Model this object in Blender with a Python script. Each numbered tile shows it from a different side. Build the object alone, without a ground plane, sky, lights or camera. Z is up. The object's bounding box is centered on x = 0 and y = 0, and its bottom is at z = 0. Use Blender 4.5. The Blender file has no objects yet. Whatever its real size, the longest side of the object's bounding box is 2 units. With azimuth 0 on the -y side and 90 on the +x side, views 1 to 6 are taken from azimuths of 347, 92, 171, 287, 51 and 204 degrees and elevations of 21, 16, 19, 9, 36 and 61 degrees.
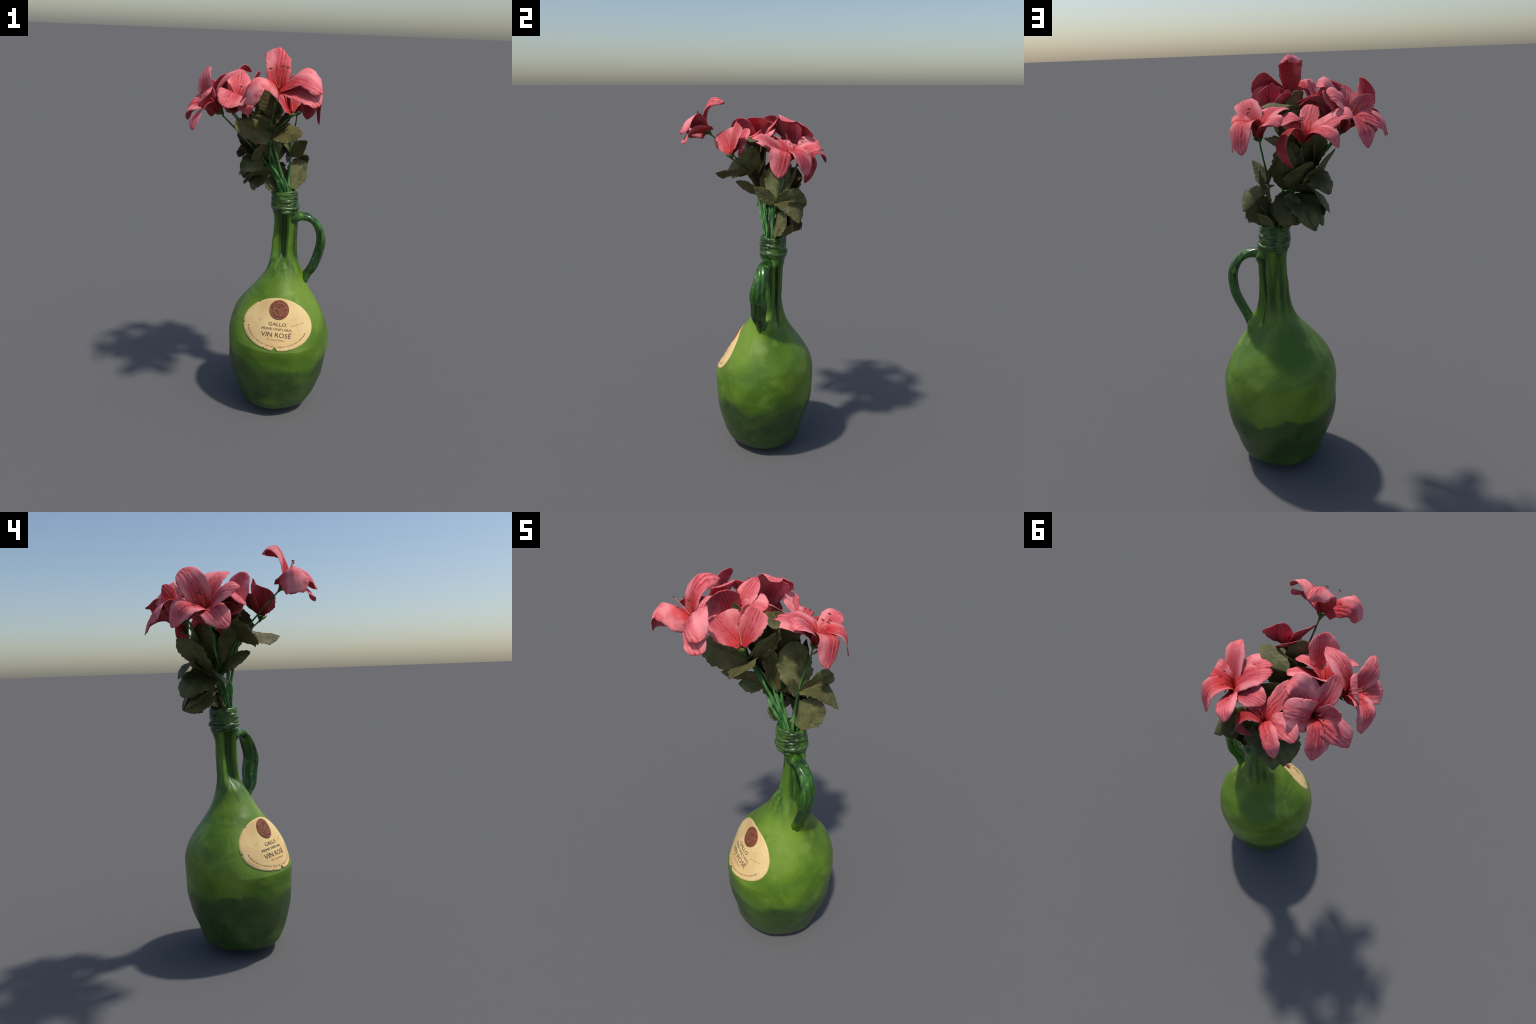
# A green glass handled wine bottle used as a vase, with a bouquet of pink fabric lilies.
import bpy, bmesh, math, random
import numpy as np
from mathutils import Matrix, Vector, noise
from math import radians, pi

rng = random.Random(7)
# bottle cross-sections: height, centre x, centre y, radius x, radius y
PROFILE = np.array([
    (0.010, .124, .058, .130, .130), (0.022, .123, .057, .160, .160), (0.045, .121, .054, .194, .192),
    (0.090, .122, .049, .219, .217), (0.160, .122, .049, .243, .241), (0.230, .119, .054, .266, .263),
    (0.300, .118, .059, .277, .275), (0.370, .119, .060, .285, .280), (0.440, .119, .061, .286, .282),
    (0.500, .119, .064, .279, .276), (0.550, .119, .067, .266, .261), (0.600, .118, .071, .242, .237),
    (0.650, .120, .074, .207, .202), (0.700, .124, .077, .167, .159), (0.750, .130, .081, .129, .124),
    (0.820, .139, .089, .093, .087), (0.900, .138, .102, .072, .058), (0.970, .139, .107, .067, .054),
    (1.040, .144, .110, .064, .054), (1.100, .142, .110, .062, .056), (1.140, .138, .111, .067, .064),
    (1.178, .134, .111, .073, .072), (1.215, .130, .110, .071, .070), (1.265, .126, .110, .068, .069)])
PHI0 = radians(-107.5)            # azimuth the label faces
Z_LOW, Z_HIGH = .452, .722        # the flat facet the label sits on


def smooth_interp(x, xs, ys):
    """Monotone-ish cubic (Catmull-Rom tangents) interpolation."""
    x = np.clip(x, xs[0], xs[-1])
    d = np.gradient(ys, xs)
    i = np.clip(np.searchsorted(xs, x) - 1, 0, len(xs) - 2)
    h = xs[i + 1] - xs[i]
    t = (x - xs[i]) / h
    return ((2*t**3 - 3*t**2 + 1) * ys[i] + (t**3 - 2*t**2 + t) * h * d[i]
            + (-2*t**3 + 3*t**2) * ys[i + 1] + (t**3 - t**2) * h * d[i + 1])


def sstep(a, b, x):
    t = np.clip((x - a) / (b - a), 0, 1)
    return t * t * (3 - 2 * t)


def section(z):
    return [smooth_interp(z, PROFILE[:, 0], PROFILE[:, k]) for k in (1, 2, 3, 4)]


def bottle_radius(phi, z):
    """Distance of the glass from the axis at an azimuth and a height."""
    cx, cy, rx, ry = section(z)
    r = 1 / np.sqrt((np.cos(phi) / rx)**2 + (np.sin(phi) / ry)**2)
    def r_ell(zz):
        a, b, c, d = section(np.array([zz]))
        return float(1 / np.sqrt((np.cos(PHI0) / c)**2 + (np.sin(PHI0) / d)**2)[0])
    t = (z - Z_LOW) / (Z_HIGH - Z_LOW)
    # a straight line in the plane of the facet, allowing for the drift of the axis
    cl = section(np.array([Z_LOW])); ch = section(np.array([Z_HIGH]))
    drift = lambda c0, c1: (c0[0] - c1[0]) * np.cos(PHI0) + (c0[1] - c1[1]) * np.sin(PHI0)
    here = [cx, cy]
    line = (1 - t) * (r_ell(Z_LOW) + drift(cl, here)) + t * (r_ell(Z_HIGH) + drift(ch, here))
    mid = 1 / np.sqrt((np.cos(PHI0) / rx)**2 + (np.sin(PHI0) / ry)**2)
    dphi = (phi - PHI0 + np.pi) % (2 * np.pi) - np.pi
    mask = (1 - sstep(radians(22), radians(62), np.abs(dphi))) * ((t > 0) & (t < 1))
    r = r + mask * np.minimum(line - mid, 0) * .95
    # the back shoulder is a little slack, and one side of the thin neck copies a scan fault as a deep hollow
    bump = lambda p0, z0, wp, wz: np.exp(-(((phi - p0 + np.pi) % (2 * np.pi) - np.pi) / wp)**2 - ((z - z0) / wz)**2)
    r = r - .016 * bump(.85, .74, .5, .09) - .010 * bump(1.6, .68, .35, .08) - .013 * bump(2.3, .44, .5, .12) - .006 * bump(-.7, .52, .3, .08) + .015 * bump(1.65, .06, .5, .04) + .016 * bump(4.1, .07, .6, .045)
    dn = np.abs((phi - radians(229) + np.pi) % (2 * np.pi) - np.pi)
    hollow = .050 * (1 - sstep(radians(24), radians(50), dn)) * sstep(.84, .94, z) * (1 - sstep(1.125, 1.165, z))
    r = np.maximum(r - hollow, np.minimum(r, .011))
    # slow hand-blown unevenness
    r = r * (1 + .006 * np.sin(2 * phi + 9 * z) + .004 * np.sin(3 * phi - 14 * z + 1) + .003 * np.sin(5 * phi + 23 * z))
    return r


def bottle_point(phi, z, lift=0.):
    cx, cy, _, _ = section(z)
    r = bottle_radius(phi, z) + lift
    return np.stack([cx + r * np.cos(phi), cy + r * np.sin(phi), z + 0 * phi], -1)


def inside(P):
    cx, cy, _, _ = section(P[..., 2])
    dx, dy = P[..., 0] - cx, P[..., 1] - cy
    return np.hypot(dx, dy) - bottle_radius(np.arctan2(dy, dx), P[..., 2])


LABEL_O = np.array([.048, -.138, .585])
LABEL_U = np.array([.952, -.300, -.045]); LABEL_U /= np.linalg.norm(LABEL_U)
LABEL_N = np.array([-.27, -.85, .46]); LABEL_N -= LABEL_U * (LABEL_N @ LABEL_U); LABEL_N /= np.linalg.norm(LABEL_N)
LABEL_V = np.cross(LABEL_N, LABEL_U)


def on_bottle(u, v, lift=0.):
    """Points of the label plane dropped on the glass, then lifted off it."""
    u, v = np.asarray(u, float), np.asarray(v, float)
    P = LABEL_O + u[..., None] * LABEL_U + v[..., None] * LABEL_V
    lo, hi = np.full(u.shape, -.12), np.full(u.shape, .12)
    for _ in range(40):
        m = (lo + hi) / 2
        out = inside(P + m[..., None] * LABEL_N) > 0
        hi, lo = np.where(out, m, hi), np.where(out, lo, m)
    return P + (lo + lift)[..., None] * LABEL_N


# ------------------------------------------------------------------ materials
def srgb(r, g, b):
    f = lambda c: c / 12.92 if c <= .04045 else ((c + .055) / 1.055)**2.4
    return (f(r / 255), f(g / 255), f(b / 255), 1)


class Nodes:
    """Small helper to write node trees as expressions."""
    def __init__(self, name, rough=.6, spec=.3, coat=0.):
        self.mat = bpy.data.materials.new(name)
        self.mat.use_nodes = True
        self.t = self.mat.node_tree
        self.t.nodes.clear()
        self.out = self.t.nodes.new("ShaderNodeOutputMaterial")
        self.bsdf = self.t.nodes.new("ShaderNodeBsdfPrincipled")
        self.bsdf.inputs["Roughness"].default_value = rough
        self.bsdf.inputs["Specular IOR Level"].default_value = spec
        self.bsdf.inputs["Coat Weight"].default_value = coat
        self.bsdf.inputs["Coat Roughness"].default_value = .15
        self.t.links.new(self.bsdf.outputs[0], self.out.inputs[0])
        self.coord = self.t.nodes.new("ShaderNodeTexCoord").outputs["Object"]

    def put(self, sock, val):
        if isinstance(val, bpy.types.NodeSocket):
            self.t.links.new(val, sock)
        else:
            sock.default_value = val

    def node(self, kind, **kw):
        n = self.t.nodes.new(kind)
        for k, v in kw.items():
            setattr(n, k, v)
        return n

    def math(self, op, a, b=0., c=0.):
        n = self.node("ShaderNodeMath", operation=op)
        for i, v in enumerate((a, b, c)):
            self.put(n.inputs[i], v)
        return n.outputs[0]

    def scale(self, v):
        n = self.node("ShaderNodeMapping")
        self.put(n.inputs["Vector"], self.coord)
        n.inputs["Scale"].default_value = v
        return n.outputs[0]

    def noise(self, scale, detail=3, vec=None, rough=.5, distort=0.):
        n = self.node("ShaderNodeTexNoise")
        self.put(n.inputs["Vector"], vec or self.coord)
        n.inputs["Scale"].default_value = scale
        n.inputs["Detail"].default_value = detail
        n.inputs["Roughness"].default_value = rough
        n.inputs["Distortion"].default_value = distort
        return n.outputs["Fac"]

    def voronoi(self, scale, vec=None, rand=1.):
        n = self.node("ShaderNodeTexVoronoi")
        self.put(n.inputs["Vector"], vec or self.coord)
        n.inputs["Scale"].default_value = scale
        n.inputs["Randomness"].default_value = rand
        return n.outputs["Distance"]

    def ramp(self, fac, *stops):
        n = self.node("ShaderNodeMapRange", interpolation_type="SMOOTHSTEP")
        self.put(n.inputs["Value"], fac)
        for k, v in zip(("From Min", "From Max", "To Min", "To Max"), stops):
            n.inputs[k].default_value = v
        return n.outputs["Result"]

    def mix(self, fac, a, b):
        n = self.node("ShaderNodeMix", data_type="RGBA")
        self.put(n.inputs[0], fac)
        self.put(n.inputs[6], a)
        self.put(n.inputs[7], b)
        return n.outputs[2]

    def xyz(self):
        n = self.node("ShaderNodeSeparateXYZ")
        self.put(n.inputs[0], self.coord)
        return n.outputs

    def color(self, c):
        self.put(self.bsdf.inputs["Base Color"], c)

    def bump(self, height, strength=.3, dist=.002):
        n = self.node("ShaderNodeBump")
        n.inputs["Strength"].default_value = strength
        n.inputs["Distance"].default_value = dist
        self.put(n.inputs["Height"], height)
        self.t.links.new(n.outputs[0], self.bsdf.inputs["Normal"])

    def random(self):
        return self.node("ShaderNodeObjectInfo").outputs["Random"]


def glass_body():
    m = Nodes("green_glass", rough=.42, spec=.35, coat=.12)
    x, y, z = m.xyz()
    base = m.mix(m.ramp(m.noise(3.6, 3, distort=.5), .35, .66, 0, 1), srgb(80, 113, 25), srgb(112, 143, 38))
    base = m.mix(m.ramp(m.noise(8, 3, distort=.4), .56, .66, 0, .35), base, srgb(130, 154, 60))
    base = m.mix(m.ramp(m.noise(5.5, 3, distort=1.2), .58, .64, 0, .30), base, srgb(58, 96, 26))
    # what is left of the wine: a wavy darker level with a soft second stain above
    wob = m.math("MULTIPLY_ADD", m.noise(5.5, 2, distort=.4), .17, .262)
    level = m.math("SUBTRACT", wob, z)
    low = m.mix(m.ramp(m.noise(8, 4), .3, .7, 0, 1), srgb(46, 70, 28), srgb(66, 90, 36))
    low = m.mix(m.ramp(m.noise(20, 3), .6, .72, 0, .4), low, srgb(84, 112, 50))
    base = m.mix(m.ramp(m.math("SUBTRACT", level, -.05), 0, .02, 0, .35), base, srgb(78, 118, 34))
    crisp = m.ramp(m.noise(4, 2), .38, .52, 0, 1)
    mask = m.math("ADD", m.math("MULTIPLY", m.ramp(level, -.008, .014, 0, .95), crisp), m.math("MULTIPLY", m.ramp(level, -.025, .05, 0, 1), m.math("SUBTRACT", 1., crisp)))
    base = m.mix(mask, base, low)
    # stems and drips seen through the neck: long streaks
    streak = m.noise(9, 3, vec=m.scale((3.2, 3.2, .28)), distort=.15)
    neck = m.ramp(z, .74, .92, 0, 1)
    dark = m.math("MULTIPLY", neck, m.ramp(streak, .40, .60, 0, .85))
    base = m.mix(m.math("MULTIPLY", neck, .45), base, srgb(66, 112, 32))
    base = m.mix(dark, base, srgb(36, 66, 22))
    base = m.mix(m.math("MULTIPLY", neck, m.ramp(streak, .62, .72, 0, .6)), base, srgb(98, 140, 58))
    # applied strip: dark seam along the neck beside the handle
    ang = m.math("ARCTAN2", m.math("SUBTRACT", y, .108), m.math("SUBTRACT", x, .138))
    seam = m.math("ABSOLUTE", m.math("SUBTRACT", ang, .44))
    seam = m.math("MULTIPLY", m.ramp(seam, .07, .20, .92, 0), m.math("MULTIPLY", m.ramp(z, .74, .80, 0, 1), m.ramp(z, 1.10, 1.14, 1, 0)))
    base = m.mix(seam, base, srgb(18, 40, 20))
    # scuffs and dried specks
    speck = m.ramp(m.voronoi(95), .04, .10, .55, 0)
    base = m.mix(m.math("MULTIPLY", speck, m.ramp(m.noise(7, 2), .6, .7, 0, 1)), base, srgb(40, 60, 22))
    m.color(base)
    m.bump(m.noise(13, 4, distort=.6), .5, .006)
    return m.mat


def glass_dark(name, a, b, c):
    m = Nodes(name, rough=.28, spec=.45, coat=.15)
    col = m.mix(m.ramp(m.noise(14, 4, vec=m.scale((1.5, 1.5, .5)), distort=.5), .38, .62, 0, 1), srgb(*a), srgb(*b))
    col = m.mix(m.ramp(m.noise(30, 3), .58, .72, 0, .7), col, srgb(*c))
    m.color(col)
    m.bump(m.noise(40, 3), .3, .003)
    return m.mat


def petal_skin(name, pale, deep, throat, spot, amount):
    """Woven-look petal: darker veins beside the midrib, spots, redder throat."""
    m = Nodes(name, rough=.75, spec=.15)
    x, y, z = m.xyz()
    wig = m.math("MULTIPLY_ADD", m.noise(18, 3), .016, x)
    vein = m.math("SINE", m.math("MULTIPLY", wig, m.math("MULTIPLY_ADD", m.random(), 160., 330.)))
    near = m.math("MULTIPLY", m.ramp(m.math("ABSOLUTE", x), .008, .040, 1, 0), m.ramp(m.noise(20, 2), .38, .62, .15, 1))
    patch = m.ramp(m.noise(13, 4, distort=.5), .36, .66, 0, 1)
    tone = m.mix(m.math("MULTIPLY", m.random(), .5), srgb(*pale), srgb(*[int(p * .6 + d * .4) for p, d in zip(pale, deep)]))
    col = m.mix(m.math("MULTIPLY", patch, amount), tone, srgb(*deep))
    col = m.mix(m.math("MULTIPLY", m.ramp(vein, -.1, .9, 0, .8), near), col, srgb(*deep))
    fine = m.noise(60, 5, vec=m.scale((3., .3, 1.)))
    col = m.mix(m.ramp(fine, .48, .72, 0, .45), col, srgb(*deep))
    col = m.mix(m.ramp(m.noise(24, 3), .60, .72, 0, .35), col, srgb(*[min(255, p + 14) for p in pale]))
    col = m.mix(m.ramp(y, .015, .115, .92, 0), col, srgb(*throat))
    dots = m.ramp(m.voronoi(78), .10, .20, 1, 0)
    where = m.math("MULTIPLY", m.ramp(y, .02, .04, 0, 1), m.ramp(y, .13, .17, 1, 0))
    where = m.math("MULTIPLY", where, m.ramp(m.noise(28, 1), .40, .52, 0, 1))
    col = m.mix(m.math("MULTIPLY", dots, m.math("MULTIPLY", where, .85)), col, srgb(*spot))
    rim = m.math("MULTIPLY", m.ramp(m.math("ABSOLUTE", x), .022, .050, 0, .55), m.ramp(m.noise(17, 2), .35, .6, .2, 1))
    col = m.mix(rim, col, srgb(*[min(255, int(p * .8 + 58)) for p in pale]))
    m.color(col)
    m.bump(m.math("ADD", m.math("MULTIPLY", vein, near), fine), .45, .003)
    return m.mat


def leaf_skin(name, a, b, rib):
    m = Nodes(name, rough=.6, spec=.25)
    x, y, z = m.xyz()
    col = m.mix(m.ramp(m.noise(18, 4), .32, .68, 0, 1), srgb(*a), srgb(*b))
    col = m.mix(m.ramp(m.noise(11, 2), .48, .66, 0, .5), col, srgb(60, 74, 38))
    col = m.mix(m.math("MULTIPLY", m.random(), .35), col, srgb(96, 80, 44))
    slant = m.math("SINE", m.math("MULTIPLY", m.math("ADD", m.math("SUBTRACT", y, m.math("MULTIPLY", m.math("ABSOLUTE", x), .9)), m.math("MULTIPLY", m.noise(14, 2), .05)), 240.))
    col = m.mix(m.math("MULTIPLY", m.ramp(slant, .80, .99, 0, .22), m.ramp(m.noise(22, 2), .45, .62, 0, 1)), col, srgb(*rib))
    col = m.mix(m.ramp(m.math("ABSOLUTE", x), .0008, .0028, .6, 0), col, srgb(*rib))
    col = m.mix(m.ramp(m.noise(60, 3), .56, .75, 0, .3), col, srgb(58, 54, 30))
    col = m.mix(m.ramp(m.noise(9, 3, distort=.6), .52, .66, 0, .45), col, srgb(66, 60, 34))
    m.color(col)
    m.bump(m.math("ADD", m.math("MULTIPLY", slant, .35), m.noise(26, 4, distort=.5)), .35, .003)
    return m.mat


def plain(name, c, c2=None, scale=30., rough=.6, stretch=(1, 1, 1), bump=.2):
    m = Nodes(name, rough=rough, spec=.25)
    n = m.noise(scale, 4, vec=m.scale(stretch))
    m.color(m.mix(m.ramp(n, .35, .65, 0, 1), srgb(*c), srgb(*(c2 or c))))
    m.bump(n, bump, .002)
    return m.mat


def paper_skin():
    m = Nodes("aged_paper", rough=.7, spec=.2)
    col = m.mix(m.ramp(m.noise(7, 4), .35, .7, 0, 1), srgb(232, 202, 142), srgb(218, 180, 122))
    col = m.mix(m.ramp(m.noise(26, 5, rough=.7), .56, .74, 0, .5), col, srgb(190, 140, 92))
    col = m.mix(m.ramp(m.noise(160, 2), .64, .74, 0, .25), col, srgb(150, 104, 66))
    m.color(col)
    m.bump(m.noise(55, 4), .15, .001)
    return m.mat


# ------------------------------------------------------------------ objects
def shade(me, angle=None):
    me.polygons.foreach_set("use_smooth", [True] * len(me.polygons))
    me.update()


def make(name, verts, faces, mats, parent=None, mat_ids=None, loc=None):
    me = bpy.data.meshes.new(name)
    me.from_pydata([tuple(v) for v in verts], [], [tuple(f) for f in faces])
    me.update()
    for m in (mats if isinstance(mats, (list, tuple)) else [mats]):
        me.materials.append(m)
    if mat_ids is not None:
        me.polygons.foreach_set("material_index", mat_ids)
    shade(me)
    o = bpy.data.objects.new(name, me)
    bpy.context.scene.collection.objects.link(o)
    if loc is not None:
        o.matrix_world = loc
    if parent is not None:
        tie(o, parent)
    return o


def tie(o, parent):
    w = o.matrix_world.copy()
    o.parent = parent
    o.matrix_parent_inverse = WORLD[parent.name].inverted()
    WORLD[o.name] = w


WORLD = {}


def thing(name, label, category, at):
    o = bpy.data.objects.new(name, None)
    o.location = at
    o["label"], o["category"] = label, category
    bpy.context.scene.collection.objects.link(o)
    WORLD[o.name] = Matrix.Translation(at)
    return o


def grid_faces(nu, nv, wrap=False):
    f = []
    for i in range(nu - 1):
        for j in range(nv if wrap else nv - 1):
            k = (j + 1) % nv
            f.append((i * nv + j, i * nv + k, (i + 1) * nv + k, (i + 1) * nv + j))
    return f


def spline(points, n):
    """Catmull-Rom through points, n samples spaced evenly by length."""
    p = np.array(points, float)
    p = np.vstack([2 * p[0] - p[1], p, 2 * p[-1] - p[-2]])
    out = []
    for i in range(1, len(p) - 2):
        for t in np.linspace(0, 1, 24, endpoint=False):
            a, b, c, d = p[i - 1:i + 3]
            out.append(.5 * (2 * b + (c - a) * t + (2 * a - 5 * b + 4 * c - d) * t * t + (3 * b - a - 3 * c + d) * t**3))
    out.append(p[-2])
    out = np.array(out)
    s = np.concatenate([[0], np.cumsum(np.linalg.norm(np.diff(out, axis=0), axis=1))])
    q = np.linspace(0, s[-1], n)
    return np.stack([np.interp(q, s, out[:, k]) for k in range(out.shape[1])], 1)


def unit(v):
    v = np.asarray(v, float)
    return v / np.linalg.norm(v)


def tube(points, radii, n=48, seg=12, flat=None, side=None):
    """A round (or flattened) rod along a spline: verts, faces."""
    c = spline(points, n)
    r = np.interp(np.linspace(0, 1, n), np.linspace(0, 1, len(radii)), radii)
    tan = np.gradient(c, axis=0)
    ref = np.array(side if side is not None else (0.3, .2, .93))
    V = []
    for i in range(n):
        t = unit(tan[i])
        if side is not None:
            a = unit(ref - t * (ref @ t))
        else:
            a = unit(ref - t * (ref @ t)); ref = a
        b = np.cross(t, a)
        k = 1 if flat is None else np.interp(i / (n - 1), np.linspace(0, 1, len(flat)), flat)
        for j in range(seg):
            th = 2 * pi * j / seg
            V.append(c[i] + r[i] * (a * np.cos(th) * k + b * np.sin(th)))
    F = grid_faces(n, seg, True)
    F.append(tuple(range(seg))[::-1])
    F.append(tuple((n - 1) * seg + j for j in range(seg)))
    return V, F


def join(parts):
    V, F = [], []
    for v, f in parts:
        o = len(V)
        V += [tuple(p) for p in v]
        F += [tuple(i + o for i in q) for q in f]
    return V, F


FULL_SHAPE = ((0, .40), (.12, .66), (.30, .92), (.5, 1.), (.72, .98), (.86, .84), (.95, .62), (1, .30))
HOOD_SHAPE = ((0, .70), (.15, .95), (.35, .98), (.6, 1.), (.8, .97), (.92, .84), (1, .58))
TOP_SHAPE = ((0, .45), (.12, .70), (.30, .95), (.5, 1.), (.68, .98), (.82, .82), (.93, .52), (1, .15))
PETAL_SHAPE = ((0, .42), (.15, .55), (.35, .82), (.55, 1.), (.72, .96), (.86, .70), (.95, .40), (1, .10))
BLUNT_SHAPE = ((0, .25), (.15, .45), (.35, .80), (.55, .97), (.75, 1.), (.90, .92), (.97, .74), (1, .50))
LEAF_SHAPE = ((0, .22), (.12, .55), (.3, .95), (.48, 1.), (.65, .86), (.8, .60), (.92, .32), (1, .05))
BROAD_SHAPE = ((0, .25), (.15, .65), (.4, 1.), (.65, 1.), (.82, .80), (.94, .45), (1, .15))


def blade(name, points, width, axis, mats, parent, shape=PETAL_SHAPE, cup=.25, curl=0., twist=(0, 0), ruffle=.05,
          jag=.03, thick=.0032, side=None, nu=34, nv=17, seed=0, ridge=.035):
    """One petal or leaf lobe: a thick strip swept along a spine. Its object frame has x across,
    y along and z out of the upper face, so that veins and spots follow the blade."""
    rr = random.Random(seed * 31 + len(name))
    p = np.array(points, float)
    c = spline(p, nu)
    along = unit(p[-1] - p[0])
    s0 = unit(np.cross(along, axis)) if side is None else unit(side)
    tan = np.gradient(c, axis=0)
    u = np.linspace(0, 1, nu)
    sx, sy = zip(*shape)
    w = width * smooth_interp(u, np.array(sx), np.array(sy))
    v = np.linspace(-1, 1, nv)
    ph = [rr.uniform(0, 6.28) for _ in range(6)]
    top = np.zeros((nu, nv, 3))
    nrm = np.zeros((nu, 3))
    for i in range(nu):
        t = unit(tan[i])
        s = unit(s0 - t * (s0 @ t))
        n = np.cross(s, t)
        a = radians(twist[0] + (twist[1] - twist[0]) * u[i])
        s, n = s * math.cos(a) + n * math.sin(a), n * math.cos(a) - s * math.sin(a)
        nrm[i] = n
        k = cup + (curl - cup) * u[i]
        edge = 1 + jag * np.array([math.sin(23 * u[i] + ph[0]) + .8 * math.sin(51 * u[i] + ph[1]) if vv < 0 else
                                   math.sin(27 * u[i] + ph[2]) + .8 * math.sin(57 * u[i] + ph[3]) for vv in v]) * np.abs(v)
        lift = k * np.abs(v)**1.6 * w[i]
        lift = lift + ruffle * w[i] * np.abs(v)**3 * np.sin(9 * u[i] + ph[4] + 2.2 * np.sign(v)) * min(1, 3 * u[i])
        lift = lift + ridge * width * np.cos(v * 13) * np.exp(-(v / .42)**2) * math.sin(pi * u[i])
        top[i] = c[i] + np.outer(v * w[i] * edge, s) + np.outer(lift, n)
    # vertex normals of the sheet for the thickness
    gu, gv = np.gradient(top, axis=0), np.gradient(top, axis=1)
    N = np.cross(gv, gu)
    N /= np.linalg.norm(N, axis=2, keepdims=True) + 1e-12
    th = thick * .5 * (1 - .6 * np.abs(v)**4)[None, :, None]
    up, dn = top + N * th, top - N * th
    V = np.concatenate([up.reshape(-1, 3), dn.reshape(-1, 3)])
    q = grid_faces(nu, nv)
    o = nu * nv
    F = [f[::1] for f in q] + [tuple(x + o for x in f[::-1]) for f in q]
    ids = [0] * len(q) + [1] * len(q)
    rim = [i * nv for i in range(nu)] + [(nu - 1) * nv + j for j in range(1, nv)] + [i * nv + nv - 1 for i in range(nu - 2, -1, -1)] + list(range(nv - 2, 0, -1))
    for a, b in zip(rim, rim[1:] + rim[:1]):
        F.append((a, b, b + o, a + o)); ids.append(0)
    # local frame
    z = unit(np.cross(s0, along))
    R = np.stack([s0, np.cross(z, s0), z], 1)
    V = (V - p[0]) @ R
    M = Matrix([[*R[0], p[0][0]], [*R[1], p[0][1]], [*R[2], p[0][2]], [0, 0, 0, 1]])
    ob = make(name, V, F, mats, parent, ids, M)
    return ob


# ================================================================== the bottle
bottle = thing("handled_wine_bottle", "green glass wine bottle with handle and cream paper label", "bottle", (.12, .055, 0))

NPHI = 180
zs = np.concatenate([np.linspace(.010, .034, 6), np.linspace(.04, .44, 60), np.linspace(.446, .458, 5), np.linspace(.466, .74, 50), np.linspace(.75, 1.262, 80)])
phis = np.linspace(0, 2 * pi, NPHI, endpoint=False)
PH, ZZ = np.meshgrid(phis, zs)


def body_lift(phi, z):
    d = (phi - .05 + pi) % (2 * pi) - pi
    neck = sstep(.70, .78, z) * (1 - sstep(1.10, 1.14, z))
    strip = .006 * np.exp(-(d / .35)**2) * neck
    blob = .022 * np.exp(-((d + .05) / .42)**2) * (np.exp(-((z - .775) / .040)**2) + .7 * np.exp(-((z - 1.115) / .025)**2))
    g = (phi - .45 + pi) % (2 * pi) - pi
    groove = -.020 * np.exp(-(g / .20)**2) * sstep(.74, .80, z) * (1 - sstep(1.09, 1.12, z))
    # shallow thumb-like facets on the sunny shoulder
    dents = 0
    for p0, z0, a in ((-.75, .60, .004), (-.45, .53, .005), (-.15, .58, .004), (-.3, .47, -.004), (.3, .62, .004), (2.2, .5, -.003), (3.0, .6, .003)):
        dd = (phi - p0 + pi) % (2 * pi) - pi
        dents = dents - a * np.exp(-(dd / .22)**2 - ((z - z0) / .05)**2)
    # the wine level shows as a faint step
    lumps = np.array([[noise.noise(Vector((2.2 * math.cos(p), 2.2 * math.sin(p), 9 * h))) * .0042 + noise.noise(Vector((6 * math.cos(p), 6 * math.sin(p), 22 * h))) * .0013
                       for p, h in zip(pr, hr)] for pr, hr in zip(phi, z)])
    flat = (1 - sstep(radians(60), radians(75), np.abs((phi - PHI0 + pi) % (2 * pi) - pi))) * sstep(.40, .44, z) * (1 - sstep(.73, .77, z))
    lumps = lumps * (1 - flat)
    return strip + blob + groove + dents + lumps


P = bottle_point(PH, ZZ, body_lift(PH, ZZ))
P[..., 2] += .012 * (1 - sstep(.01, .07, ZZ)) * (1 - np.cos(PH - .4)) / 2      # it stands a little unevenly
verts = P.reshape(-1, 3).tolist()
faces = grid_faces(len(zs), NPHI, True)
# punted foot
n0 = len(verts)
cx, cy = PROFILE[0, 1], PROFILE[0, 2]
for rad, h in ((.116, .016), (.095, .024), (.05, .036)):
    verts += [(cx + rad * math.cos(a), cy + rad * math.sin(a), h) for a in phis]
for ring, (a0, b0) in enumerate(((0, n0), (n0, n0 + NPHI), (n0 + NPHI, n0 + 2 * NPHI))):
    for j in range(NPHI):
        k = (j + 1) % NPHI
        faces.append((a0 + k, a0 + j, b0 + j, b0 + k))
faces.append(tuple(n0 + 2 * NPHI + j for j in range(NPHI))[::-1])
# mouth: lip rolling inside
t0 = (len(zs) - 1) * NPHI
m0 = len(verts)
cx, cy = .126, .110
for rad, h in ((.058, 1.266), (.055, 1.235), (.052, 1.15)):
    verts += [(cx + rad * math.cos(a), cy + rad * math.sin(a), h) for a in phis]
for a0, b0 in ((t0, m0), (m0, m0 + NPHI), (m0 + NPHI, m0 + 2 * NPHI)):
    for j in range(NPHI):
        k = (j + 1) % NPHI
        faces.append((a0 + j, a0 + k, b0 + k, b0 + j))
faces.append(tuple(m0 + 2 * NPHI + j for j in range(NPHI)))
M_GLASS = glass_body()
make("bottle_body", verts, faces, M_GLASS, bottle)

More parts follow.
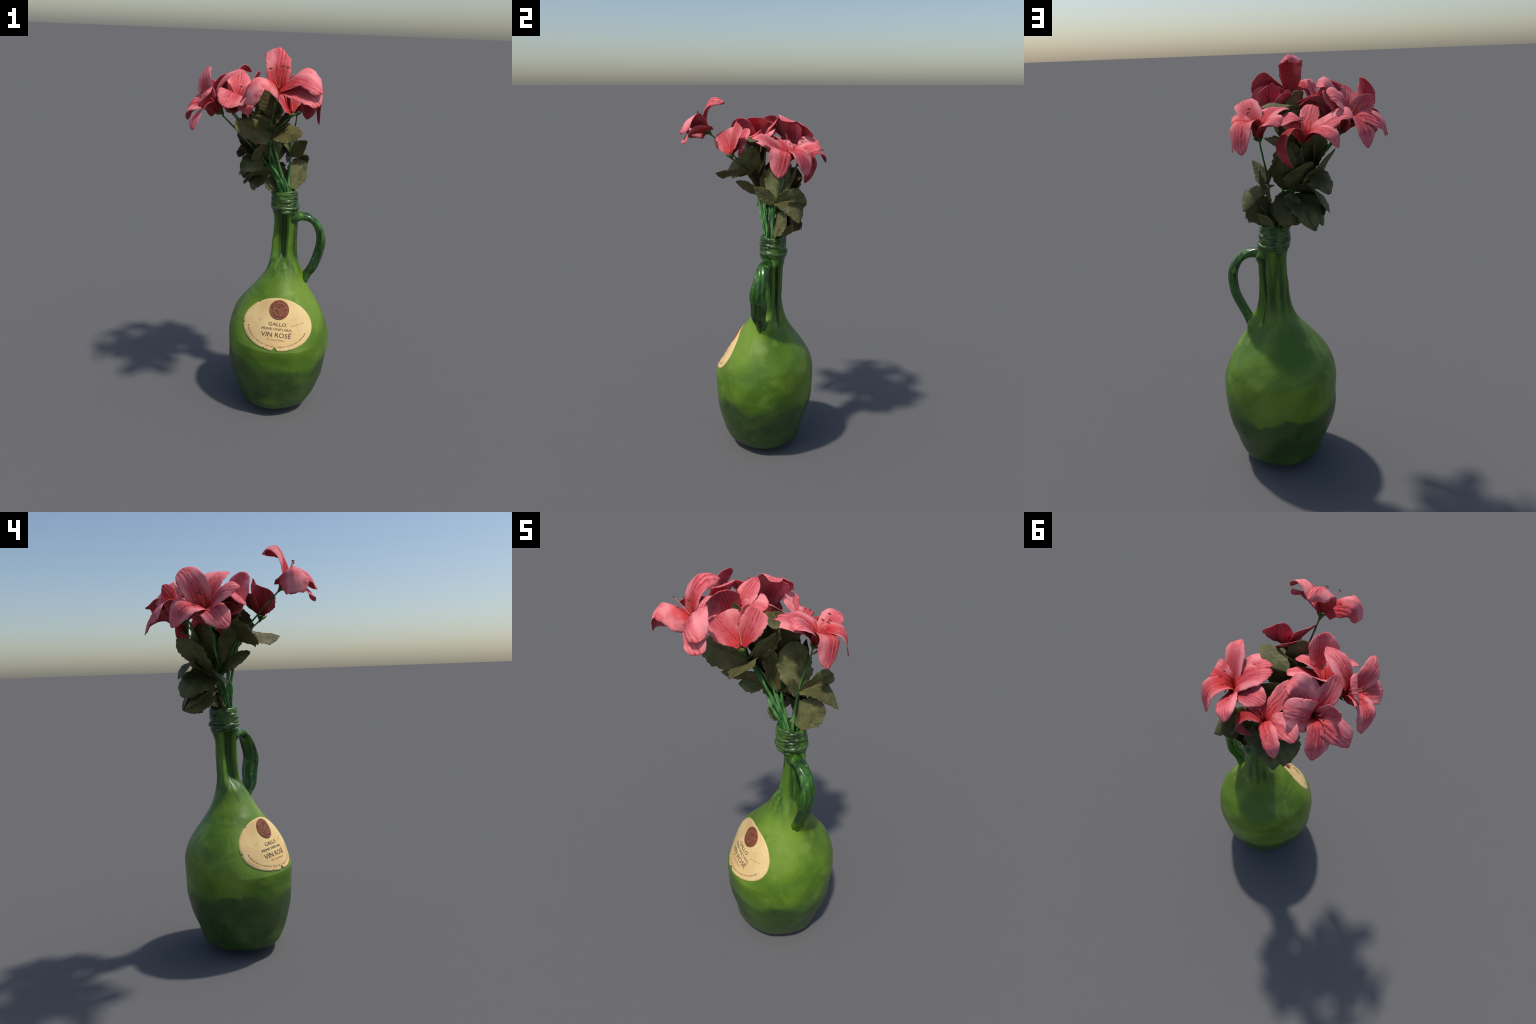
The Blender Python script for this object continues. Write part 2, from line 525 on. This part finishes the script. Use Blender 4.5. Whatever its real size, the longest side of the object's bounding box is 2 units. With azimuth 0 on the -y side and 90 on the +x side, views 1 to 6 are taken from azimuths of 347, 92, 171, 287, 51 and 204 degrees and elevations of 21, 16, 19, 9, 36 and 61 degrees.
# handle: a flattened strap of glass, pinched unevenly
M_HANDLE = glass_dark("dark_green_glass", (30, 56, 22), (56, 104, 28), (104, 152, 48))
hp = [(.172, .086, 1.118), (.218, .074, 1.128), (.264, .060, 1.119), (.300, .051, 1.090), (.323, .045, 1.042),
      (.328, .039, .988), (.319, .037, .925), (.294, .041, .852), (.264, .049, .792), (.240, .060, .738), (.246, .066, .702)]
V, F = tube(hp, (.034, .0235, .0195, .0195, .021, .021, .021, .021, .022, .027, .027), n=110, seg=40,
            flat=(1.1, 1.35, 1.7, 1.95, 2.0, 2.1, 2.1, 1.95, 1.5, 1.3, 1.2), side=(.05, 1, 0))
# lengthwise grooves and a slow hand-pulled wobble
V = [np.array(v) + np.array([.003 * math.cos((v[1] - .04) * 230), .0035 * math.sin(v[2] * 38 + v[0] * 14), 0]) + .002 * np.array(noise.noise_vector(Vector(v) * 14)) for v in V]
make("handle", V, F, M_HANDLE, bottle)

# string-like rings wound round the mouth
M_RING = glass_dark("ribbed_green_glass", (36, 60, 26), (72, 102, 46), (120, 140, 92))
rings = []
for i, (z, r, rad) in enumerate(((1.152, .0045, .0695), (1.165, .0060, .0725), (1.178, .0072, .0765), (1.193, .0055, .0740), (1.206, .0055, .0725),
                                 (1.218, .0060, .0725), (1.230, .0055, .0715), (1.241, .0055, .0710), (1.252, .0055, .0700), (1.262, .0050, .0685))):
    c = section(np.array([z]))
    seg = 64
    ring = []
    for j in range(seg):
        a = 2 * pi * j / seg
        wob = .0035 * math.sin(a * 2 + i * 1.9) + .0025 * math.sin(a * 3 - i * 2.3)
        rr = rad + .0018 * math.sin(a * 4 + i * 2.7)
        k = r * 1.55 * (1 + .28 * math.sin(a * 3 + i * 1.3) + .2 * noise.noise(Vector((math.cos(a) * 2, math.sin(a) * 2, i * 3.1))))
        for b in range(10):
            q = 2 * pi * b / 10
            ring.append((c[0][0] + (rr - .0052 + k * .75 * math.cos(q)) * math.cos(a), c[1][0] + (rr - .0052 + k * .75 * math.cos(q)) * math.sin(a), z + wob + k * math.sin(q)))
    f = grid_faces(seg, 10, True)
    f += [((seg - 1) * 10 + b, (seg - 1) * 10 + (b + 1) % 10, (b + 1) % 10, b) for b in range(10)]
    rings.append((ring, f))
neck = make("neck_rings", *join(rings), M_RING, bottle)

# ------------------------------------------------------------------ the label
A, B, U0, V0 = .188, .1425, .009, .003
NT, NR = 220, 22
th = np.linspace(0, 2 * pi, NT, endpoint=False)


def nick(t, u, v, wide, deep):
    """Torn notch in the label edge near a place (u, v)."""
    t0 = math.atan2((v - V0) / B, (u - U0) / A)
    d = (t - t0 + pi) % (2 * pi) - pi
    return 1 - deep * np.clip(1 - np.abs(d) / wide, 0, 1)


edge = 1 + .0015 * np.sin(17 * th) + .0015 * np.sin(41 * th + 1) + .001 * np.sin(73 * th)
for spec in ((.008, -.14, .085, .155), (-.058, -.132, .035, .05), (-.099, .119, .04, .05), (-.178, -.002, .05, .05), (-.04, -.138, .03, .03), (.09, -.13, .03, .02)):
    edge *= nick(th, *spec)
rows = []
for k in range(NR):
    f = ((k + 1) / NR)
    rows.append(np.stack([U0 + A * f * np.cos(th) * (edge if k == NR - 1 else np.minimum(edge, 1)), V0 + B * f * np.sin(th) * (edge if k == NR - 1 else np.minimum(edge, 1))], 1))
uv = np.concatenate([[[U0, V0]], *rows])
hi = on_bottle(uv[:, 0], uv[:, 1], .0032)
lowr = on_bottle(rows[-1][:, 0], rows[-1][:, 1], -.002)
V = np.concatenate([hi, lowr]).tolist()
F = [(0, 1 + j, 1 + (j + 1) % NT) for j in range(NT)]
for k in range(NR):
    a = 1 + k * NT
    b = a + NT
    for j in range(NT):
        F.append((a + j, b + j, b + (j + 1) % NT, a + (j + 1) % NT))
label = make("label", V, F, paper_skin(), bottle)

# wax seal: disc with a raised border, inner ring and a worn relief
SEAL = (.0115, .0830, .0535)
NT2, NR2 = 96, 34
V, F = [], []
us, vs, ls = [SEAL[0]], [SEAL[1]], [.008]
for k in range(1, NR2 + 1):
    f = k / NR2
    for j in range(NT2):
        a = 2 * pi * j / NT2
        r = SEAL[2] * f
        h = .0062
        inner = .68 + .16 * noise.noise(Vector((math.cos(a) * 1.6, math.sin(a) * 1.6, 4.4))) - .10 * max(0, math.sin(a)) ** 4
        h += .0022 * math.exp(-((f - inner) / .045)**2) + .0016 * math.exp(-((f - .97) / .03)**2)
        if f < inner:
            h += .0018 * (noise.noise(Vector((r * math.cos(a) * 75, r * math.sin(a) * 75, 2))) + .8 * noise.noise(Vector((r * math.cos(a) * 170, r * math.sin(a) * 170, 5))))
        else:
            h += .0007 * math.sin(a * 34) * math.exp(-((f - .84) / .07)**2)
        if f > .985:
            h = .002
        us.append(SEAL[0] + r * math.cos(a)); vs.append(SEAL[1] + r * math.sin(a)); ls.append(h)
V = on_bottle(np.array(us), np.array(vs), np.array(ls)).tolist()
F = [(0, 1 + j, 1 + (j + 1) % NT2) for j in range(NT2)]
for k in range(NR2 - 1):
    a = 1 + k * NT2
    F += [(a + j, a + NT2 + j, a + NT2 + (j + 1) % NT2, a + (j + 1) % NT2) for j in range(NT2)]
M_SEAL = plain("brown_wax", (112, 62, 42), (134, 86, 54), 60, .5, bump=.4)
M_SEALR = plain("red_wax", (158, 72, 62), (136, 66, 52), 60, .5)
ids = []
for f in F:
    c = [(us[i] - SEAL[0], vs[i] - SEAL[1]) for i in f]
    r = np.mean([math.hypot(*q) for q in c]) / SEAL[2]
    a = math.atan2(np.mean([q[1] for q in c]), np.mean([q[0] for q in c]))
    inner = .68 + .16 * noise.noise(Vector((math.cos(a) * 1.6, math.sin(a) * 1.6, 4.4))) - .10 * max(0, math.sin(a)) ** 4
    ids.append(1 if abs(r - inner) < .05 else 0)
make("seal", V, F, [M_SEAL, M_SEALR], label, ids)


def letters(text):
    """Flat glyph outlines of the built-in font: verts (x, y) and faces, with the pen width."""
    cu = bpy.data.curves.new("text", "FONT")
    cu.body = text
    cu.resolution_u = 3
    o = bpy.data.objects.new("text", cu)
    bpy.context.scene.collection.objects.link(o)
    dg = bpy.context.evaluated_depsgraph_get()
    me = o.evaluated_get(dg).to_mesh()
    v = np.array([(p.co.x, p.co.y) for p in me.vertices]).reshape(-1, 2)
    f = [tuple(q.vertices) for q in me.polygons]
    o.evaluated_get(dg).to_mesh_clear()
    bpy.data.objects.remove(o)
    bpy.data.curves.remove(cu)
    return v, f


def line_of_text(text, left, right, base, cap, slim=.0):
    v, f = letters(text)
    x0, x1 = v[:, 0].min(), v[:, 0].max()
    h = .729 if text.upper() == text else v[:, 1].max()
    u = left + (v[:, 0] - x0) / (x1 - x0) * (right - left)
    w = base + v[:, 1] / h * cap
    return u, w, f


def print_marks(name, pieces, mat, lift=.0042):
    V, F = [], []
    for u, w, f in pieces:
        o = len(V)
        V += on_bottle(u, w, lift).tolist()
        F += [tuple(i + o for i in q) for q in f]
    return make(name, V, F, mat, label)


def arc_text(text, a0, a1, k, cap):
    """Small words following the label's oval, k = share of its size."""
    out = []
    n = len(text)
    for i, ch in enumerate(text):
        if ch == " ":
            continue
        a = radians(a0 + (a1 - a0) * i / (n - 1))
        v, f = letters(ch)
        if not len(v):
            continue
        cu, cv = U0 + A * k * math.cos(a), V0 + B * k * math.sin(a)
        t = math.atan2(B * k * math.cos(a), -A * k * math.sin(a))
        v = (v - [v[:, 0].mean(), 0]) * cap / .729
        out.append((cu + v[:, 0] * math.cos(t) - v[:, 1] * math.sin(t), cv + v[:, 0] * math.sin(t) + v[:, 1] * math.cos(t), f))
    return out


INK = plain("dark_ink", (58, 44, 48), (78, 60, 60), 90, .7)
INK2 = plain("brown_ink", (112, 70, 56), (136, 92, 70), 90, .7)
GOLD = plain("pale_gold_ink", (178, 140, 76), (160, 122, 66), 90, .6)
print_marks("large_lettering", [line_of_text("GALLO", -.0385, .0580, -.0050, .0195), line_of_text(".", .0605, .0625, -.0055, .0195),
                                line_of_text("PRIME VINEYARD", -.0725, .0890, -.0290, .0135), line_of_text(".", .0905, .0922, -.029, .0135),
                                line_of_text("VIN ROSE", -.0720, .0890, -.0655, .0255), line_of_text("'", .0815, .0850, -.0590, .0255)], INK)
print_marks("gold_lettering", [line_of_text("OF CALIFORNIA", -.0410, .0610, -.0845, .0092)], GOLD)
st = line_of_text("SERVE VERY COLD", 0, .070, 0, .0052)
ca, sa = math.cos(radians(23)), math.sin(radians(23))
print_marks("stamp_lettering", [(.086 + st[0] * ca - st[1] * sa, -.001 + st[0] * sa + st[1] * ca, st[2])], GOLD)
print_marks("small_lettering", arc_text("This Rose derives its exceptional flavor and", 188, 266, .862, .0082)
            + arc_text("fragrance from our prime vineyard grapes", 275, 346, .862, .0082)
            + arc_text("bottled and sealed at the winery", 198, 240, .935, .0042), INK2)

# ================================================================== the bouquet
bouquet = thing("lily_bouquet", "bouquet of pink fabric lilies with dark green leaves", "flowers", (.126, .110, 1.20))

PINK = petal_skin("pink_petal", (236, 128, 132), (178, 44, 58), (192, 48, 50), (96, 20, 32), .58)
RED = petal_skin("red_petal_back", (206, 88, 100), (156, 36, 50), (164, 48, 48), (84, 18, 28), .6)
SEPAL = plain("sepal_green", (62, 92, 38), (92, 104, 50), 40)
STAMEN = plain("pale_filament", (226, 150, 120), (206, 112, 100), 60)
ANTHER = plain("dark_anther", (74, 44, 40), (110, 66, 50), 80)
STEM = plain("stem_green", (44, 98, 42), (98, 148, 82), 30, .45, (1, 1, .25))

# every lily: calyx, axis it opens along, and the spine of each petal (from the calyx to the tip)
LILIES = [
    dict(calyx=(-.033, -.252, 1.812), axis=(0, -.70, .70), stem=(-.03, -.235, 1.795), seed=1, anthers=((-.085, -.32, 1.915), (-.03, -.31, 1.925), (-.005, -.305, 1.92)), petals=[
        ([(-.038, -.268, 1.860), (-.038, -.268, 1.935), (-.031, -.238, 1.990), (-.014, -.195, 1.996), (-.002, -.160, 1.974)], .050, dict(cup=.55, curl=-1.15, shape=TOP_SHAPE)),
        # three broad hoods that roll over and end in wide, drooping edges
        ([(-.062, -.298, 1.848), (-.108, -.322, 1.872), (-.158, -.336, 1.872), (-.188, -.346, 1.828), (-.195, -.350, 1.768)], .056, dict(cup=-.70, curl=-.70, shape=HOOD_SHAPE, side=(-.10, .98, .05))),
        ([(.002, -.292, 1.852), (.055, -.326, 1.894), (.100, -.358, 1.872), (.128, -.384, 1.818)], .050, dict(cup=-.05, curl=-.45, shape=FULL_SHAPE)),
        ([(.015, -.298, 1.826), (.068, -.335, 1.820), (.104, -.362, 1.796), (.120, -.372, 1.762)], .052, dict(cup=.15, curl=-.1, shape=FULL_SHAPE)),
    ]),
    dict(calyx=(.188, .172, 1.664), axis=(.38, .22, .90), stem=(.187, .168, 1.65), seed=2, anthers=((.226, .178, 1.790), (.18, .262, 1.780), (.236, .20, 1.775)), petals=[
        ([(.225, .172, 1.730), (.290, .153, 1.742), (.302, .148, 1.680), (.305, .145, 1.610)], .049, dict(cup=.25, curl=-.2)),
        ([(.215, .205, 1.735), (.262, .245, 1.735), (.278, .272, 1.690), (.280, .289, 1.618)], .048, dict(cup=.3, curl=.0)),
        ([(.195, .150, 1.735), (.222, .095, 1.785), (.235, .045, 1.812), (.228, .005, 1.805)], .046, dict(cup=.3, curl=-.2)),
        ([(.180, .215, 1.705), (.166, .285, 1.748), (.150, .345, 1.760), (.136, .376, 1.735)], .042, dict(cup=.3, curl=-.3)),
        ([(.165, .195, 1.722), (.100, .212, 1.744), (.055, .224, 1.757), (.018, .231, 1.742)], .050, dict(cup=.2, curl=-.2)),
        ([(.170, .145, 1.735), (.138, .092, 1.775), (.100, .056, 1.782), (.055, .050, 1.770)], .052, dict(cup=.1, curl=-.15)),
        ([(.168, .180, 1.740), (.125, .145, 1.776), (.085, .112, 1.783), (.045, .092, 1.778)], .056, dict(cup=.2, curl=-.2)),
    ]),
    dict(calyx=(.012, .245, 1.645), axis=(0, .55, .83), stem=(.012, .235, 1.635), seed=3, anthers=((.02, .272, 1.752), (.03, .29, 1.745)), petals=[
        ([(.000, .255, 1.700), (-.032, .175, 1.752), (-.056, .128, 1.787), (-.066, .095, 1.788)], .037, dict(cup=.25, curl=-.2)),
        ([(-.030, .280, 1.700), (-.086, .292, 1.738), (-.135, .335, 1.767), (-.164, .365, 1.750)], .048, dict(cup=.2, curl=-.25)),
        ([(-.010, .300, 1.697), (-.045, .340, 1.712), (-.080, .385, 1.692), (-.098, .400, 1.642)], .033, dict(cup=.1, curl=-.2)),
        ([(.030, .285, 1.702), (.075, .295, 1.712), (.118, .312, 1.660), (.106, .300, 1.600), (.067, .283, 1.550)], .030, dict(cup=.1, curl=-.1, side=(-.45, .88, .1))),
        ([(.040, .250, 1.700), (.070, .215, 1.740), (.080, .180, 1.752)], .036, dict(cup=.2, curl=-.1)),
    ]),
    dict(calyx=(-.165, .165, 1.675), axis=(-.45, .55, .70), stem=(-.16, .16, 1.66), seed=4, anthers=((-.225, .215, 1.785), (-.24, .230, 1.78)), petals=[
        ([(-.212, .232, 1.742), (-.242, .280, 1.714), (-.244, .315, 1.678), (-.240, .337, 1.624)], .046, dict(cup=.1, curl=-.2)),
        ([(-.232, .218, 1.745), (-.300, .232, 1.735), (-.342, .234, 1.705), (-.362, .236, 1.658)], .048, dict(cup=.1, curl=-.2)),
        ([(-.178, .232, 1.770), (-.150, .268, 1.812), (-.115, .282, 1.838), (-.088, .288, 1.836)], .060, dict(cup=.3, curl=-.2, shape=FULL_SHAPE)),
        ([(-.155, .195, 1.775), (-.122, .190, 1.840), (-.095, .188, 1.880), (-.060, .190, 1.868)], .074, dict(cup=.25, curl=-.15)),
        ([(-.232, .190, 1.750), (-.272, .190, 1.790), (-.302, .207, 1.824)], .042, dict(cup=.3, curl=.1)),
        ([(-.195, .155, 1.770), (-.222, .105, 1.820), (-.228, .055, 1.862)], .042, dict(cup=.4, curl=.1)),
    ]),
    dict(calyx=(-.242, .025, 1.687), axis=(-.75, 0, .65), stem=(-.232, .03, 1.668), seed=5, anthers=((-.336, .029, 1.776), (-.342, .012, 1.772), (-.33, .02, 1.785)), petals=[
        ([(-.290, -.010, 1.732), (-.335, -.067, 1.770), (-.337, -.115, 1.793), (-.326, -.152, 1.790)], .046, dict(cup=.1, curl=-.3)),
        ([(-.305, .000, 1.715), (-.364, -.046, 1.692), (-.386, -.085, 1.660), (-.394, -.117, 1.624)], .050, dict(cup=.2, curl=-.1)),
        ([(-.308, .030, 1.722), (-.373, .073, 1.724), (-.392, .110, 1.692), (-.387, .138, 1.638)], .058, dict(cup=.2, curl=-.2)),
        ([(-.285, .040, 1.740), (-.312, .052, 1.800), (-.318, .080, 1.850), (-.304, .115, 1.882)], .054, dict(cup=.35, curl=-.1, shape=FULL_SHAPE)),
        ([(-.268, .010, 1.750), (-.240, .012, 1.820), (-.195, -.008, 1.865), (-.138, -.037, 1.884)], .052, dict(cup=.2, curl=.0)),
    ]),
    dict(calyx=(-.180, .045, 1.695), axis=(.15, -.45, .88), stem=(-.172, .05, 1.675), seed=6, anthers=((-.15, -.005, 1.81),), petals=[
        ([(-.142, -.038, 1.722), (-.128, -.064, 1.780), (-.108, -.074, 1.838), (-.092, -.092, 1.886)], .070, dict(cup=.30, curl=-.1, shape=FULL_SHAPE)),
        ([(-.172, -.015, 1.762), (-.190, -.068, 1.786), (-.225, -.108, 1.768), (-.250, -.135, 1.728)], .064, dict(cup=.15, curl=-.25)),
        ([(-.155, -.015, 1.745), (-.142, -.060, 1.740), (-.132, -.090, 1.688)], .044, dict(cup=.1, curl=-.1)),
        ([(-.155, .050, 1.775), (-.140, .095, 1.840), (-.128, .125, 1.884)], .055, dict(cup=.3, curl=-.1)),
        ([(-.125, .000, 1.762), (-.075, -.010, 1.792), (-.020, .002, 1.795)], .050, dict(cup=.3, curl=.1)),
        ([(-.140, .040, 1.760), (-.090, .050, 1.790), (-.050, .060, 1.800), (-.010, .060, 1.785)], .060, dict(cup=.2, curl=-.2)),
    ]),
    dict(calyx=(.072, -.120, 1.694), axis=(.25, -.25, .93), stem=(.068, -.112, 1.675), seed=7, anthers=((.06, -.125, 1.80),), petals=[
        ([(.040, -.130, 1.735), (.005, -.148, 1.782), (-.022, -.157, 1.825)], .066, dict(cup=.15, curl=.1, shape=BLUNT_SHAPE, side=(.025, .108, .08))),
        ([(.086, -.110, 1.745), (.105, -.090, 1.800), (.122, -.064, 1.860)], .046, dict(cup=.2, curl=.1, shape=BLUNT_SHAPE, side=(.8, .45, -.35))),
        ([(.062, -.095, 1.755), (.066, -.082, 1.820), (.082, -.084, 1.880)], .030, dict(cup=.5, curl=.4)),
        ([(.050, -.085, 1.745), (.030, -.055, 1.800), (.005, -.050, 1.835)], .055, dict(cup=.3, curl=.1)),
    ]),
]

for L in LILIES:
    c, ax = np.array(L["calyx"]), unit(L["axis"])
    # calyx: small green cup and pointed sepals
    parts = [tube([np.array(L["stem"]), c - ax * .010, c + ax * .002, c + ax * .008], (.004, .007, .012, .010), n=14, seg=14)]
    e1 = unit(np.cross(ax, (.3, .4, .86)))
    e2 = np.cross(ax, e1)
    for k in range(5):
        a = 2 * pi * k / 5 + L["seed"]
        d = e1 * math.cos(a) + e2 * math.sin(a)
        parts.append(tube([c + d * .006 - ax * .004, c + d * .018 + ax * .008, c + d * .026 + ax * .022], (.0050, .0045, .0008), n=8, seg=8))
    flower = make("lily", *join(parts), SEPAL, bouquet)
    for k, (pts, w, kw) in enumerate(L["petals"]):
        first = np.array(pts[0]) - c
        b = c + ax * .006 + .009 * unit(first)
        blade("petal", [b] + pts, w * 1.13, ax, [PINK, RED], flower, seed=L["seed"] * 10 + k, **kw)
    for k, tip in enumerate(L["anthers"]):
        tip = np.array(tip)
        mid = (c + tip) / 2 + ax * .012
        V, F = tube([c + ax * .02, mid, tip], (.0022, .0017, .0013), n=16, seg=8)
        make("stamen", V, F, STAMEN, flower)
        d = unit(np.cross(tip - c, (.2, .5, .8)))
        V, F = tube([tip - d * .009, tip + ax * .002, tip + d * .009], (.0012, .0032, .0012), n=8, seg=8)
        make("anther", V, F, ANTHER, flower)

# ------------------------------------------------------------------ leaves
LEAF = leaf_skin("olive_leaf", (112, 112, 70), (82, 82, 48), (70, 78, 44))
LEAF_B = leaf_skin("leaf_underside", (92, 88, 58), (112, 100, 64), (72, 78, 46))
J1, J2, J3 = (.006, -.034, 1.592), (.153, .125, 1.448), (-.008, .082, 1.440)
LEAVES = [
    # base, mids and tip, half width, upper-side direction
    ([J1, (.045, -.095, 1.604), (.082, -.155, 1.606), (.108, -.202, 1.608)], .056, (-.25, -.5, .8), {}),
    ([J1, (-.070, -.080, 1.612), (-.140, -.115, 1.632), (-.202, -.137, 1.643)], .060, (0, -.7, .7), {}),
    ([J1, (.050, -.026, 1.638), (.098, -.008, 1.700), (.142, .002, 1.755)], .048, (.75, 0, -.6), {}),
    ([J2, (.128, .130, 1.520), (.108, .135, 1.590), (.092, .138, 1.665)], .062, (.85, -.35, .2), {}),
    ([J2, (.200, .188, 1.470), (.252, .230, 1.445), (.282, .252, 1.372)], .056, (.40, .10, .9), dict(cup=-.1, curl=-.4)),
    ([J2, (.172, .185, 1.462), (.192, .240, 1.472), (.206, .290, 1.468)], .058, (.8, -.3, .4), dict(side=(-.18, .50, -.83), shape=BROAD_SHAPE)),
    ([J2, (.175, .080, 1.490), (.192, .045, 1.522), (.205, .012, 1.548)], .030, (.75, .45, .2), {}),
    ([J3, (-.050, .015, 1.480), (-.076, -.048, 1.510), (-.092, -.112, 1.530)], .034, (-.7, .1, .6), dict()),
    ([J3, (-.055, .055, 1.438), (-.100, .030, 1.425), (-.140, .012, 1.408)], .045, (-.3, -.8, .5), {}),
    ([(.030, .105, 1.412), (-.030, .140, 1.418), (-.082, .195, 1.400), (-.102, .235, 1.335)], .068, (-.6, -.1, .7), dict(shape=BROAD_SHAPE)),
    ([(.040, .110, 1.395), (.018, .180, 1.388), (-.010, .238, 1.345), (-.028, .268, 1.265)], .066, (-.2, .7, .7), {}),
    ([(.010, .100, 1.425), (-.045, .145, 1.485), (-.092, .190, 1.540), (-.124, .235, 1.605)], .080, (-.7, .5, -.3), dict(shape=BROAD_SHAPE)),
    ([(.010, .095, 1.425), (-.040, .120, 1.520), (-.070, .130, 1.600), (-.080, .130, 1.670)], .072, (-.9, .2, -.2), dict(shape=BROAD_SHAPE)),
    ([(.040, .110, 1.330), (.005, .160, 1.325), (-.025, .220, 1.300), (-.035, .262, 1.268)], .050, (-.85, -.2, .4), {}),
    ([(.025, .110, 1.430), (.020, .180, 1.480), (.005, .235, 1.530), (-.015, .270, 1.570)], .062, (-.2, .8, -.5), {}),
    ([(.172, .116, 1.270), (.188, .138, 1.330), (.222, .162, 1.370), (.262, .184, 1.398)], .054, (.5, -.5, .5), {}),
    ([(.160, .150, 1.262), (.185, .180, 1.310), (.215, .215, 1.350)], .042, (.6, .5, -.3), {}),
    ([(.080, .105, 1.280), (.045, .085, 1.305), (.005, .070, 1.318)], .028, (-.3, -.7, .5), {}),
    ([(.120, .130, 1.275), (.105, .160, 1.320), (.080, .175, 1.370), (.060, .175, 1.420)], .046, (.3, .9, -.2), {}),
    ([(.060, .120, 1.400), (.062, .165, 1.370), (.052, .195, 1.320), (.040, .205, 1.280)], .044, (.2, .9, .4), {}),
    ([(.030, .110, 1.400), (-.030, .150, 1.365), (-.060, .200, 1.320), (-.070, .235, 1.275)], .050, (-.6, .5, .6), {}),
    ([(.010, .160, 1.480), (-.040, .190, 1.500), (-.085, .235, 1.470), (-.100, .250, 1.420)], .052, (-.5, .6, .6), {}),
    ([(.090, .130, 1.450), (.090, .185, 1.520), (.085, .220, 1.580), (.075, .235, 1.640)], .048, (.3, .9, -.2), {}),
    ([(.020, .120, 1.560), (.020, .130, 1.640), (.000, .130, 1.710), (-.030, .120, 1.760)], .070, (-.4, .7, .2), {}),
    ([(.010, .060, 1.560), (-.010, .040, 1.640), (.000, .010, 1.720), (.030, .000, 1.790)], .060, (.2, -.7, .2), {}),
    ([(.148, -.012, 1.778), (.095, .012, 1.786), (.040, .035, 1.780), (-.010, .050, 1.765)], .034, (.1, .2, .97), {}),
    ([(.000, -.030, 1.680), (-.020, -.048, 1.760), (-.036, -.060, 1.815), (-.058, -.068, 1.835)], .050, (-.3, .8, .3), {}),
    ([(.020, .020, 1.600), (.020, .040, 1.680), (.010, .060, 1.750), (-.010, .070, 1.780)], .055, (-.3, .8, .3), {}),
    ([(.000, .120, 1.500), (-.045, .155, 1.580), (-.075, .175, 1.640), (-.100, .180, 1.690)], .066, (-.5, .8, -.2), {}),
    ([(.068, .115, 1.415), (.080, .190, 1.388), (.090, .218, 1.330), (.090, .200, 1.268)], .048, (.0, .6, .8), dict(shape=BROAD_SHAPE)),
    # filler leaves, added between the stems to close up the holes
    ([(.060, .100, 1.420), (.030, .105, 1.510), (-.010, .110, 1.590), (-.060, .115, 1.655)], .062, (-.8, .0, .3), {}),
    ([(.065, .105, 1.420), (.070, .160, 1.500), (.065, .190, 1.580), (.060, .205, 1.650)], .056, (.2, .9, -.2), {}),
    ([(.055, .085, 1.430), (.035, .065, 1.520), (.025, .050, 1.600), (.030, .040, 1.680)], .050, (.3, -.9, .2), {}),
    ([(.040, .070, 1.440), (.000, .030, 1.530), (-.040, -.010, 1.600), (-.090, -.040, 1.680)], .060, (-.5, -.7, .3), {}),
    ([(.045, .120, 1.380), (-.010, .130, 1.370), (-.060, .160, 1.345), (-.085, .200, 1.315)], .050, (-.6, .2, -.5), {}),
]
for k, (pts, w, up, kw) in enumerate(LEAVES):
    a = unit(up)
    opt = dict(shape=BROAD_SHAPE if k % 2 else LEAF_SHAPE, cup=.18, curl=-.25, ruffle=.10, jag=.055, thick=.003, ridge=.02, seed=100 + k)
    opt.update(kw)
    blade("leaf", pts, w * 1.25, a, [LEAF, LEAF_B], bouquet, **opt)

# ------------------------------------------------------------------ stems
MOUTH = (.126, .108)
ROUTES = [
    [(.140, .095, 1.18), (.118, .080, 1.285), (.060, .030, 1.440), (.015, -.020, 1.585), (.045, -.085, 1.650), (.068, -.114, 1.680)],
    [(.120, .085, 1.18), (.098, .072, 1.285), (.040, .075, 1.390), (-.008, .082, 1.440), (-.070, .060, 1.560), (-.172, .050, 1.680)],
    [(.130, .090, 1.18), (.108, .076, 1.285), (.050, .050, 1.410), (.000, .000, 1.560), (-.020, -.150, 1.720), (-.031, -.240, 1.800)],
    [(.150, .110, 1.18), (.142, .105, 1.285), (.152, .124, 1.448), (.160, .140, 1.520), (.180, .160, 1.610), (.187, .169, 1.655)],
    [(.110, .110, 1.18), (.095, .105, 1.290), (.055, .110, 1.420), (.030, .180, 1.560), (.012, .238, 1.640)],
    [(.105, .100, 1.18), (.085, .095, 1.290), (.030, .090, 1.430), (-.080, .120, 1.560), (-.160, .160, 1.662)],
    [(.115, .080, 1.18), (.090, .068, 1.290), (.020, .070, 1.410), (-.120, .050, 1.560), (-.234, .029, 1.672)],
    [(.128, .080, 1.18), (.112, .066, 1.280), (.062, .038, 1.370), (.020, .040, 1.440), (.006, -.030, 1.590)],
    [(.146, .088, 1.18), (.128, .078, 1.290), (.080, .060, 1.400), (.045, .050, 1.500)],
    [(.160, .120, 1.18), (.165, .120, 1.280), (.178, .150, 1.340), (.205, .170, 1.385)],
    [(.138, .074, 1.18), (.130, .066, 1.275), (.118, .060, 1.310)],
    [(.150, .082, 1.18), (.146, .076, 1.275), (.136, .072, 1.300)],
]
for r in ROUTES:
    V, F = tube(r, (.0075, .0080, .0070, .0055, .0040, .0036), n=60, seg=10)
    V = [np.array(v) + .0012 * np.array(noise.noise_vector(Vector(v) * 40)) for v in V]
    make("stem", V, F, STEM, bouquet)
